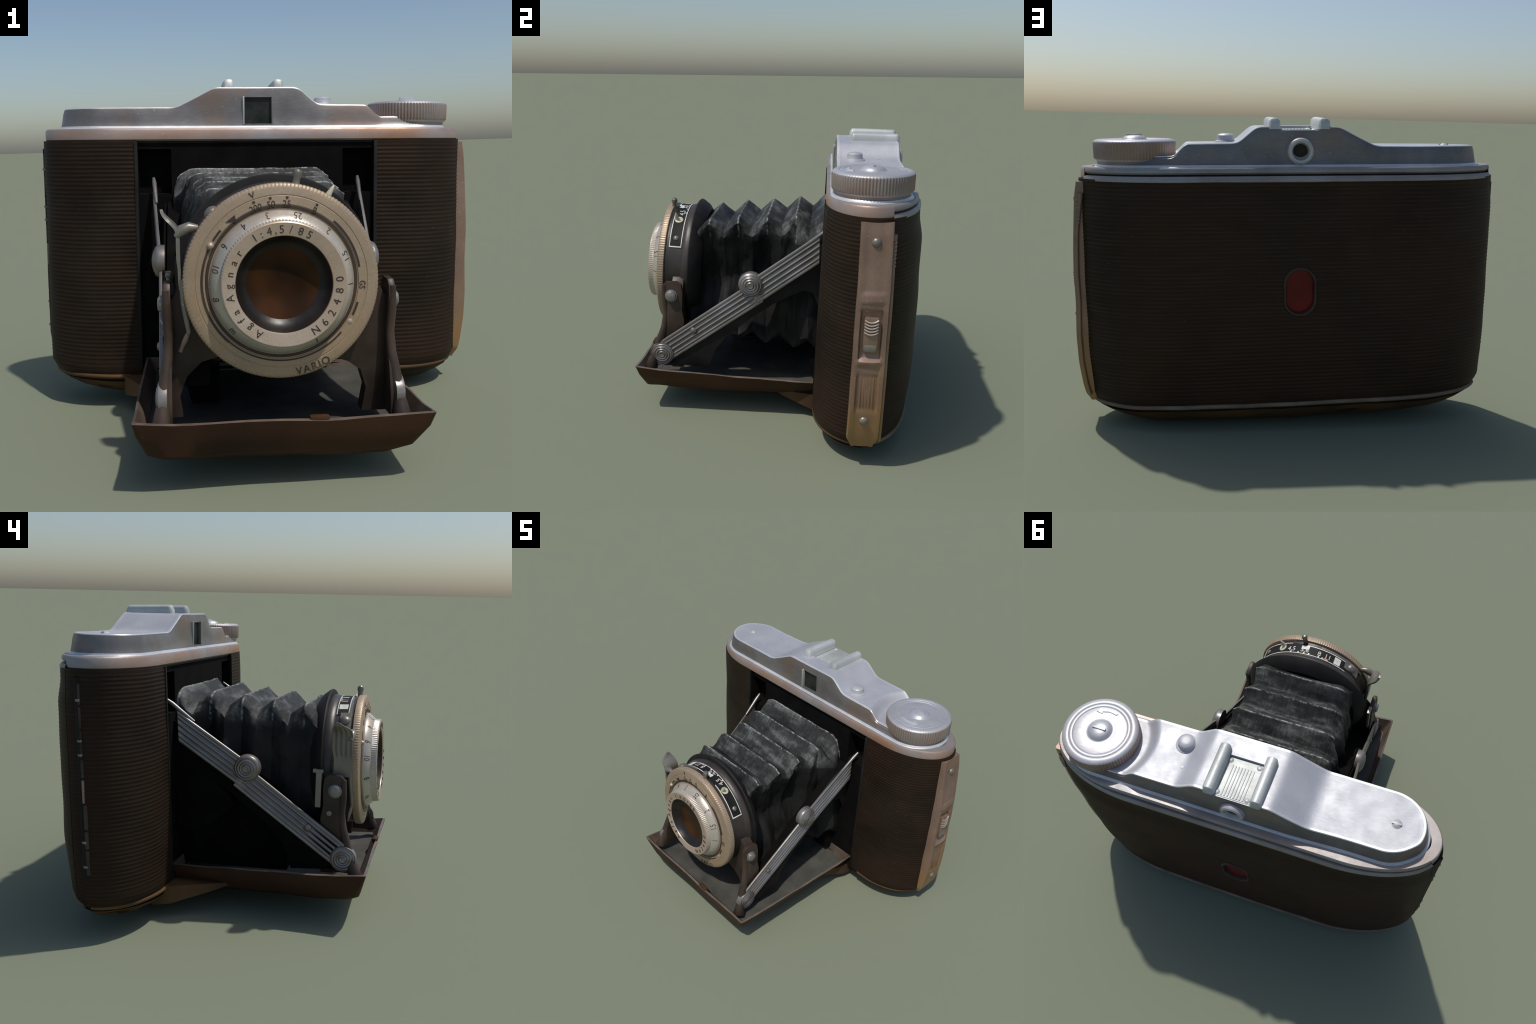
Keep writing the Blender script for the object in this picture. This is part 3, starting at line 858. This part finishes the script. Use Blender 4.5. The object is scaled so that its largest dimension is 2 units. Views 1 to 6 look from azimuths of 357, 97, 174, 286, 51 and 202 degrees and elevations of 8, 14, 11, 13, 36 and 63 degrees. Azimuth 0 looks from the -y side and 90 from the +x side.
shut = lathe('shutter_housing', [(0.25, -0.15), (0.325, -0.148), (0.330, -0.120), (0.322, -0.098), (0.3175, -0.094), (0.3165, -0.010), (0.310, -0.004), (0.30, 0.002), (0.15, -0.012)], ML, M_ENAMEL, ROOT, 128)
# domed back board behind the shutter
brd = lathe('lens_board', [(0.20, -0.195), (0.300, -0.200), (0.330, -0.180), (0.352, -0.150), (0.356, -0.140), (0.352, -0.134), (0.330, -0.130), (0.22, -0.126)], ML, M_BLACK, ROOT, 96)

# standard: arched carrier with two legs
def standard():
    th = []
    zt = 0.66
    P = [(0.385, 0.60), (0.395, 0.52), (0.39, 0.36), (0.385, 0.205), (0.290, 0.205), (0.305, 0.29), (0.285, 0.355), (0.245, 0.385), (0.20, 0.40),
         (0.10, 0.43), (-0.10, 0.43), (-0.20, 0.42), (-0.27, 0.40), (-0.32, 0.35), (-0.345, 0.28), (-0.335, 0.205), (-0.385, 0.205), (-0.39, 0.36), (-0.395, 0.52), (-0.385, 0.60), (-0.345, 0.66), (-0.25, 0.74), (0.25, 0.74), (0.345, 0.66)]
    Ms = frame((XC, -0.520, 0), (0, -1, 0), (1, 0, 0))
    ob = prism('lens_standard', P, Ms, -0.040, 0.022, M_STAND, ROOT, 0.004)
    for s in (-1, 1):
        # cheek that carries the pivot screw, seen from the side
        C = [(-0.585, 0.625), (-0.580, 0.66), (-0.560, 0.680), (-0.505, 0.682), (-0.482, 0.665), (-0.476, 0.62), (-0.480, 0.53), (-0.470, 0.47), (-0.475, 0.40), (-0.50, 0.36), (-0.53, 0.215), (-0.640, 0.215), (-0.632, 0.30), (-0.605, 0.39), (-0.572, 0.46), (-0.568, 0.53)]
        Mc = frame((XC + s * 0.382, 0, 0), (1, 0, 0), (0, 1, 0))
        ck = prism('standard_leg', C, Mc, -0.012, 0.012, M_STAND, ob, 0.005)
        # rounded front flange of the leg
        pts = [(XC + s * 0.385, -0.572, 0.66), (XC + s * 0.384, -0.572, 0.58), (XC + s * 0.380, -0.568, 0.50), (XC + s * 0.384, -0.578, 0.43), (XC + s * 0.394, -0.600, 0.36), (XC + s * 0.402, -0.628, 0.28), (XC + s * 0.408, -0.648, 0.215)]
        path_tube('leg_flange', pts, [0.013, 0.017, 0.016, 0.018, 0.020, 0.022, 0.034], M_STAND, ck, 14)
        lathe('pivot_screw', [(0.034, -0.005), (0.032, 0.012), (0.028, 0.014), (0.026, 0.022), (0.020, 0.027), (0.001, 0.029)], frame((XC + s * 0.388, -0.535, 0.607), (s, 0, 0), (0, 1, 0)), M_STEEL, ck, 32)
    return ob
std = standard()

# side cheek rails on the far (-x) side: grip bar and clip
box('standard_clip', (-0.412, -0.468, 0.52), (-0.398, -0.440, 0.70), M_LEVER, std, 0.005)
box('standard_clip', (-0.415, -0.475, 0.685), (-0.395, -0.425, 0.702), M_LEVER, std, 0.005)
lathe('clip_rivet', [(0.014, -0.004), (0.012, 0.006), (0.001, 0.009)], frame((-0.42, -0.512, 0.50), (-1, 0, 0), (0, 1, 0)), M_LEVER, std, 14)

# ring stack in front of the shutter
speed = lathe('speed_ring', [(0.300, -0.010), (0.320, -0.006), (0.3265, -0.003), (0.3265, 0.024), (0.3215, 0.030), (0.310, 0.0335), (0.2880, 0.0350), (0.2865, 0.0335), (0.2845, 0.0335), (0.2830, 0.0350), (0.2570, 0.0365), (0.2560, 0.033), (0.22, 0.033)], ML, M_RING, shut, 780, knurl=(2, 3, 156, 0.0016), angle=40, cap0=False, cap1=False)
rout = lambda r: 0.0350 if r > 0.285 else 0.0366
groove = lathe('ring_groove', [(0.262, 0.02), (0.2515, 0.0352), (0.243, 0.0352), (0.24, 0.02)], ML, M_INK, shut, 128, cap0=False, cap1=False)
focus = lathe('focus_ring', [(0.236, 0.015), (0.2375, 0.040), (0.2365, 0.046), (0.2120, 0.075), (0.2085, 0.0765), (0.2085, 0.078), (0.2065, 0.100), (0.2020, 0.1045), (0.20, 0.105)], ML, M_SILVER, shut, 480, knurl=(5, 6, 120, 0.0028), angle=40, cap1=False)
fz = lambda r: 0.046 + (0.2365 - r) / (0.2365 - 0.2120) * (0.075 - 0.046)
front = lathe('name_ring', [(0.2045, 0.09), (0.2040, 0.1030), (0.2000, 0.1060), (0.1960, 0.1055), (0.1640, 0.1035), (0.1590, 0.1025), (0.1565, 0.098), (0.155, 0.085)], ML, M_FRONT, focus, 128, cap0=False, cap1=False)
barrel = lathe('lens_barrel', [(0.1570, 0.099), (0.1540, 0.094), (0.1490, 0.086), (0.1420, 0.076), (0.1320, 0.066), (0.1200, 0.058), (0.1180, 0.045)], ML, M_BARREL, focus, 96, cap0=False, cap1=False)
lathe('lens_element', [(0.1205, 0.0575), (0.105, 0.053), (0.080, 0.048), (0.050, 0.045), (0.025, 0.044), (0.001, 0.0435)], ML, M_LENS, barrel, 64, cap0=False)

def polar(rr, a, h):
    return ML @ Vector((rr * sin(a), rr * cos(a), h))

def lettering(txt, ang, r, size, hf, mat, parent, inward=False, name='lettering', spacing=1.0, squash=1.0):
    """text wrapped on a ring of radius r about the lens axis; ang = clock angle of its centre"""
    cu = bpy.data.curves.new('t', 'FONT'); cu.body = txt; cu.size = size; cu.align_x = 'CENTER'; cu.space_character = spacing
    cu.resolution_u = 3; cu.extrude = 0.0006
    ob = bpy.data.objects.new('t', cu); SC.collection.objects.link(ob)
    dg = bpy.context.evaluated_depsgraph_get(); dg.update()
    me = bpy.data.meshes.new_from_object(ob.evaluated_get(dg))
    bpy.data.objects.remove(ob); bpy.data.curves.remove(cu)
    a0 = radians(ang)
    for v in me.vertices:
        x, y, z = v.co; x *= squash
        y -= size * 0.35
        if inward: a = a0 - x / r; rr = r - y
        else: a = a0 + x / r; rr = r + y
        v.co = polar(rr, a, hf(rr) + z + 0.0004)
    return finish(me, name, mat, parent, None)

def arc_band(name, r0, r1, a0, a1, hf, mat, parent, t=0.001, n=None):
    a0, a1 = radians(a0), radians(a1)
    n = n or max(2, int(abs(a1 - a0) / 0.04))
    rings = []
    for k in range(n + 1):
        a = a0 + (a1 - a0) * k / n
        rings.append([polar(r0, a, hf(r0) - 0.002), polar(r1, a, hf(r1) - 0.002), polar(r1, a, hf(r1) + t), polar(r0, a, hf(r0) + t)])
    return loft(name, rings, mat, parent, True, True, True, 30)

hfr = lambda r: 0.1037 + (r - 0.164) / 0.032 * 0.002
for ch, an in (('A', 208), ('g', 220), ('f', 231), ('a', 241), ('A', 257), ('g', 269.5), ('n', 282), ('a', 294.5), ('r', 306), ('1', 328), (':', 336), ('4', 344.5), (',', 351), ('5', 357.5), ('/', 7), ('8', 17.5), ('5', 27)):
    lettering(ch, an, 0.1795, 0.036, hfr, M_INK, front)
for ch, an in (('N', 146), ('6', 133.5), ('2', 121.5), ('4', 109), ('8', 97), ('0', 85)):
    lettering(ch, an, 0.1795, 0.036, hfr, M_INK, front, True)
for ch, an, mt in (('25', 13, M_INK), ('3', 347.5, M_INKR), ('4', 326, M_INK), ('6', 303, M_INK), ('10', 283, M_INKR), ('8', 257, M_INK), ('m', 227, M_INK), ('2', 42, M_INK), ('1.5', 68, M_INK), ('1', 92, M_INK), ('f', 150, M_INK)):
    lettering(ch, an, 0.2245, 0.030, fz, mt, focus, True)
for ch, an in (('200', 341), ('50', 352.5), ('25', 4), ('B', 25)):
    lettering(ch, an, 0.2645 - 0.006, 0.031, rout, M_INK, speed, squash=0.9)
lettering('V', 341.5, 0.302, 0.030, rout, M_INK, speed)
lettering('VARIO', 160, 0.305, 0.038, rout, M_INK, speed, True, spacing=1.15)
lettering('GS', 93, 0.270, 0.030, rout, M_INK, speed, squash=0.8)
for an in (341, 352.5, 4, 25):
    arc_band('scale_dot', 0.2745, 0.2815, an - 0.8, an + 0.8, rout, M_INK, speed)
# index triangle, and raised dark arcs drawn in place of slots
me_tri = [polar(0.270, radians(317.5), 0.037), polar(0.270, radians(325.5), 0.037), polar(0.2485, radians(323.5), 0.037)]
from_pydata('index_mark', [p + LF * d for d in (0.0012, -0.003) for p in me_tri], [(0, 1, 2), (5, 4, 3), (0, 3, 4, 1), (1, 4, 5, 2), (2, 5, 3, 0)], M_INK, speed, None)
arc_band('slot_ink_arc', 0.261, 0.268, 302, 311, rout, M_INK, speed)
arc_band('slot_ink_arc', 0.2595, 0.2675, 222, 295, rout, M_INK, speed)
arc_band('slot_ink_arc', 0.2600, 0.2650, 131, 222, rout, M_INK, speed)
arc_band('slot_ink_arc', 0.259, 0.266, 41, 80, rout, M_INK, speed)
arc_band('slot_ink_arc', 0.259, 0.267, 106, 116, rout, M_INK, speed)
Mb = ML @ Matrix.Translation((0.264 * sin(radians(298)), 0.264 * cos(radians(298)), 0.036))
lathe('ring_bead', [(0.012, -0.004), (0.012, 0.004), (0.009, 0.010), (0.004, 0.013), (0.0005, 0.0135)], Mb, M_FRONT, speed, 16)
Mb = ML @ Matrix.Translation((0.265 * sin(radians(121)), 0.265 * cos(radians(121)), 0.034))
lathe('ring_bead', [(0.010, -0.004), (0.009, 0.003), (0.0005, 0.006)], Mb, M_FRONT, speed, 14)

# aperture scale on the shutter's rim
def rim_patch(name, a0, a1, h0, h1, r, mat, parent, n=None, t=0.0025):
    a0, a1 = radians(a0), radians(a1)
    n = n or max(1, int(abs(a1 - a0) / 0.05))
    rings = []
    for k in range(n + 1):
        a = a0 + (a1 - a0) * k / n
        rings.append([polar(r - 0.004, a, h0), polar(r - 0.004, a, h1), polar(r + t, a, h1), polar(r + t, a, h0)])
    return loft(name, rings, mat, parent, True, True, True, 30)
sp = rim_patch('aperture_scale', -38, 62, -0.088, -0.026, 0.318, M_BLACK, shut)
rim_patch('scale_border', -38, 62, -0.090, -0.086, 0.318, M_WHITE, sp, t=0.0035)
rim_patch('scale_border', 22, 62, -0.029, -0.025, 0.318, M_WHITE, sp, t=0.0035)
rim_patch('scale_border', -36, 6, -0.034, -0.029, 0.318, M_WHITE, sp, t=0.0035)
rim_patch('scale_border', 61, 62.2, -0.090, -0.025, 0.318, M_WHITE, sp, n=1, t=0.0035)
def rim_text(txt, ang, h, size, mat, parent):
    cu = bpy.data.curves.new('t', 'FONT'); cu.body = txt; cu.size = size; cu.align_x = 'CENTER'; cu.resolution_u = 3; cu.extrude = 0.0006
    ob = bpy.data.objects.new('t', cu); SC.collection.objects.link(ob)
    dg = bpy.context.evaluated_depsgraph_get(); dg.update()
    me = bpy.data.meshes.new_from_object(ob.evaluated_get(dg))
    bpy.data.objects.remove(ob); bpy.data.curves.remove(cu)
    for v in me.vertices:
        x, y, z = v.co
        # read from behind and above: tops toward the front of the lens
        v.co = polar(0.3215 + z, radians(ang) - x / 0.3215, h + y - size * 0.35)
    return finish(me, 'scale_lettering', mat, parent, None)
for tx, an in (('4,5', 21), ('5,6', 7), ('8', -8), ('11', -17)):
    rim_text(tx, an, -0.062, 0.040, M_WHITE, sp)
for an in (21, 13, 7, 2, -8, -12, -17):
    rim_patch('scale_tick', an - 0.7, an + 0.7, -0.086, -0.078, 0.318, M_WHITE, sp, n=1, t=0.0035)
rim_patch('scale_block', 3, 11, -0.058, -0.034, 0.318, M_WHITE, sp, t=0.0035)
rim_patch('scale_block', -24, -31, -0.082, -0.040, 0.318, M_WHITE, sp, t=0.004)
rim_patch('scale_dot', -13.5, -17, -0.084, -0.076, 0.318, M_ORANGE, sp, n=2, t=0.004)
rim_patch('scale_block', -36, -55, -0.070, -0.015, 0.319, M_LEVER, sp, t=0.004)
rim_patch('rim_strip', -60, -8, -0.028, -0.018, 0.319, M_LEVER, shut, t=0.005)
Mr = lambda an, r, h: frame(polar(r, radians(an), h), (ML.to_3x3() @ Vector((sin(radians(an)), cos(radians(an)), 0))), LF)
lathe('scale_screw', [(0.014, -0.004), (0.014, 0.004), (0.008, 0.009), (0.0005, 0.010)], Mr(53, 0.319, -0.058), M_LEVER, sp, 18)
lathe('pointer_washer', [(0.022, -0.004), (0.022, 0.005), (0.014, 0.007), (0.010, 0.004)], Mr(32, 0.318, -0.055), M_CREAM, sp, 24)
lathe('aperture_pointer', [(0.012, 0.0), (0.010, 0.018), (0.007, 0.034), (0.004, 0.046), (0.0005, 0.050)], Mr(31, 0.318, -0.042), M_CREAM, sp, 14)
# cocking lever knob at the top
lathe('cocking_lever', [(0.016, -0.01), (0.013, 0.012), (0.012, 0.026), (0.016, 0.038), (0.015, 0.050), (0.009, 0.057), (0.0005, 0.059)], Mr(9.5, 0.316, -0.006), M_LEVER, shut, 20)
# small rivet block at the upper left of the shutter
lathe('shutter_lug', [(0.03, -0.03), (0.028, 0.008), (0.022, 0.018), (0.012, 0.024), (0.0005, 0.026)], Mr(-45, 0.315, -0.045), M_LEVER, shut, 20)

# release lever with its fluted thumb plate, on the -x side
def thumb_plate():
    rings = []
    NZ = 26
    for k in range(NZ + 1):
        t = k / NZ
        z = 0.665 + 0.262 * t
        xo = -0.362 - 0.004 * sin(t * 3) - 0.058 * smooth(0.68, 1.0, t) ** 1.3
        w0 = -0.598 + 0.01 * smooth(0.8, 1, t); w1 = -0.505 + 0.0 * t
        if t < 0.5: w1 = -0.515 + 0.008 * smooth(0.3, 0.5, t)
        rr = smooth(0.82, 1.0, t)
        w0 += 0.045 * rr ** 2; w1 -= 0.02 * rr ** 2
        ring = []
        for i in range(17):
            u = i / 16
            fl = -0.0028 * cos(u * 2 * pi * 4) * smooth(0.25, 0.4, t) * (1 - smooth(0.85, 1.0, t))
            ring.append((xo + fl - 0.004, w0 + (w1 - w0) * u, z))
        for i in range(16, -1, -1):
            ring.append((xo + 0.006, w0 + (w1 - w0) * i / 16, z))
        rings.append(ring)
    lv = loft('release_lever', rings, M_LEVER, shut, True, True, True, 35)
    pts = [(-0.355, -0.590, 0.70), (-0.352, -0.596, 0.62), (-0.342, -0.602, 0.56), (-0.336, -0.604, 0.52)]
    path_tube('lever_arm', pts, [0.012, 0.010, 0.010, 0.008], M_LEVER, lv, 10)
    path_tube('lever_arm', [(-0.336, -0.602, 0.525), (-0.350, -0.598, 0.490), (-0.366, -0.590, 0.455)], [0.008, 0.010, 0.008], M_RIM, lv, 10)
    path_tube('lever_bridge', [(-0.372, -0.588, 0.840), (-0.352, -0.590, 0.862), (-0.328, -0.590, 0.872), (-0.300, -0.588, 0.870)], [0.010, 0.020, 0.018, 0.010], M_LEVER, lv, 12)
    return lv
thumb_plate()

# ================================================================ STRUTS
def bar(name, p0, p1, width, mat, parent, ribs=4, th=0.012, out=1, taper=(1, 1), cut0=0.0, cut1=0.0):
    """flat bar with raised flutes on its outer face; cut = skew of each end"""
    p0, p1 = Vector(p0), Vector(p1)
    d = (p1 - p0).normalized()
    nrm = Vector((out, 0, 0)); nrm = (nrm - d * nrm.dot(d)).normalized()
    side = d.cross(nrm).normalized()
    if side.z < 0: side = -side
    L = (p1 - p0).length
    rings = []
    NS = 20; NW = 44
    for k in range(NS + 1):
        t = k / NS
        w = width * (taper[0] + (taper[1] - taper[0]) * t)
        e = smooth(0.02, 0.06, t) * (1 - smooth(0.94, 0.98, t))
        ring = []
        for i in range(NW + 1):
            u = i / NW
            body_ = smooth(0.10, 0.16, u) * (1 - smooth(0.84, 0.90, u))
            hgt = th - 0.008 * body_ * e + 0.0095 * e * body_ * (0.5 - 0.5 * cos((u - 0.10) / 0.80 * 2 * pi * ribs)) 
            edge = min(u, 1 - u) / 0.04
            if edge < 1: hgt -= 0.004 * (1 - edge) ** 2
            s = (u - 0.5) * w
            sk = (cut0 * (1 - t) + cut1 * t) * s
            ring.append(p0 + d * (L * t + sk) + side * s + nrm * hgt)
        for i in range(NW, -1, -NW):
            u = i / NW
            s = (u - 0.5) * w
            sk = (cut0 * (1 - t) + cut1 * t) * s
            ring.append(p0 + d * (L * t + sk) + side * s)
        rings.append(ring)
    return loft(name, rings, mat, parent, True, True, True, 40)

def stud(name, p, s, r, mat, parent, h=0.05):
    prof = [(r * 1.0, -0.012), (r * 1.0, 0.012), (r * 0.97, 0.018)]
    for k in range(4):
        q = 0.93 - 0.2 * k
        z = h * (0.45 + 0.55 * sqrt(max(0, 1 - q * q)))
        prof += [(r * q, z * 0.98), (r * (q - 0.05), z + 0.0015), (r * (q - 0.10), z + 0.0045), (r * (q - 0.15), z + 0.0035)]
    prof += [(r * 0.12, h + 0.001), (0.0005, h + 0.002)]
    return lathe(name, prof, frame(p, (s, 0, 0), (0, 1, 0)), mat, parent, 40)

for s in (1, -1):
    X = lambda q: XC + s * q
    low = bar('strut', (X(0.400), -0.575, 0.300), (X(0.412), -0.085, 0.648), 0.118, M_STEEL, ROOT, 4, 0.012, s)
    if s > 0:
        up = bar('strut', (X(0.412), -0.115, 0.640), (X(0.440), 0.226, 0.893), 0.124, M_STEEL, ROOT, 4, 0.013, s, cut1=0.73)
    else:
        up = bar('strut', (X(0.412), -0.115, 0.650), (X(0.442), 0.216, 0.872), 0.120, M_STEEL, ROOT, 4, 0.013, s, cut1=0.73)
    stud('strut_pivot', (X(0.412), -0.118, 0.690), s, 0.064, M_STEEL, low, 0.036)
    stud('strut_pivot', (X(0.400), -0.588, 0.290), s, 0.062, M_STEEL, low, 0.024)
    lathe('strut_rivet', [(0.017, 0.0), (0.016, 0.016), (0.010, 0.021), (0.0005, 0.023)], frame((X(0.404), -0.418, 0.428), (s, 0, 0), (0, 1, 0)), M_STEEL, low, 18)
    # dark backing rail with its arched cut-outs
    Mb_ = frame((X(0.402), 0, 0), (1, 0, 0), (0, 1, 0))
    arch = [(-0.62, 0.24), (-0.34, 0.215), (-0.33, 0.26), (-0.30, 0.33), (-0.24, 0.40), (-0.16, 0.47), (-0.08, 0.53), (0.0, 0.585), (0.08, 0.63), (0.15, 0.66), (0.20, 0.65), (0.235, 0.55), (0.30, 0.55), (0.30, 0.90), (0.20, 0.88), (0.14, 0.86), (-0.10, 0.69), (-0.58, 0.36)]
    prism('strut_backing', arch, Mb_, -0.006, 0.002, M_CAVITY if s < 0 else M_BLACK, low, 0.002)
    if s < 0:      # added plate where the scan closed the space flush with the strut
        prism('strut_gap_plate', [(0.29, 0.36), (0.16, 0.36), (0.06, 0.40), (-0.06, 0.50), (-0.02, 0.56), (0.10, 0.66), (0.24, 0.78), (0.29, 0.82)], frame((X(0.405), 0, 0), (1, 0, 0), (0, 1, 0)), -0.018, 0.06, M_CAVITY, low, 0.015)
    # bright folded edge that runs up into the body
    path_tube('strut_edge', [(X(0.438), 0.14, 0.898), (X(0.444), 0.19, 0.935), (X(0.450), 0.245, 0.978), (X(0.454), 0.275, 0.998)], [0.006, 0.009, 0.010, 0.007], M_STEEL, up, 10)

# the body leans: its foot stands a little further forward than its top
def lean(ob):
    for v in ob.data.vertices:
        k = min(1, max(0, (v.co.y - 0.25) / 0.45))
        v.co.y -= (0.036 + (0.017 - 0.036) * k) * max(0.0, 1.163 - v.co.z)
    for c in ob.children:
        lean(c)
for o in list(ROOT.children):
    if o.name.split('.')[0] in ('body_housing', 'film_door', 'lock_plate', 'sole_plate'):
        lean(o)

# keep the tree at thing > part > sub-part
def depth(o):
    d = 0
    while o.parent:
        o = o.parent; d += 1
    return d
for o in list(SC.objects):
    if depth(o) > 2:
        a = o
        while depth(a) > 1:
            a = a.parent
        o.parent = a

# ---------------------------------------------------------------- place in the frame
ROOT.rotation_euler = (Matrix.Rotation(radians(2.1), 3, 'Z') @ Matrix.Rotation(radians(1.4), 3, 'Y')).to_euler()
bpy.context.view_layer.update()
lo = [1e9] * 3; hi = [-1e9] * 3
for o in SC.objects:
    if o.type == 'MESH':
        mw = o.matrix_world
        for v in o.data.vertices:
            p = mw @ v.co
            for i in range(3):
                lo[i] = min(lo[i], p[i]); hi[i] = max(hi[i], p[i])
print('RAW BOUNDS', [round(a, 3) for a in lo], [round(a, 3) for a in hi])
ROOT.location.z = -lo[2]
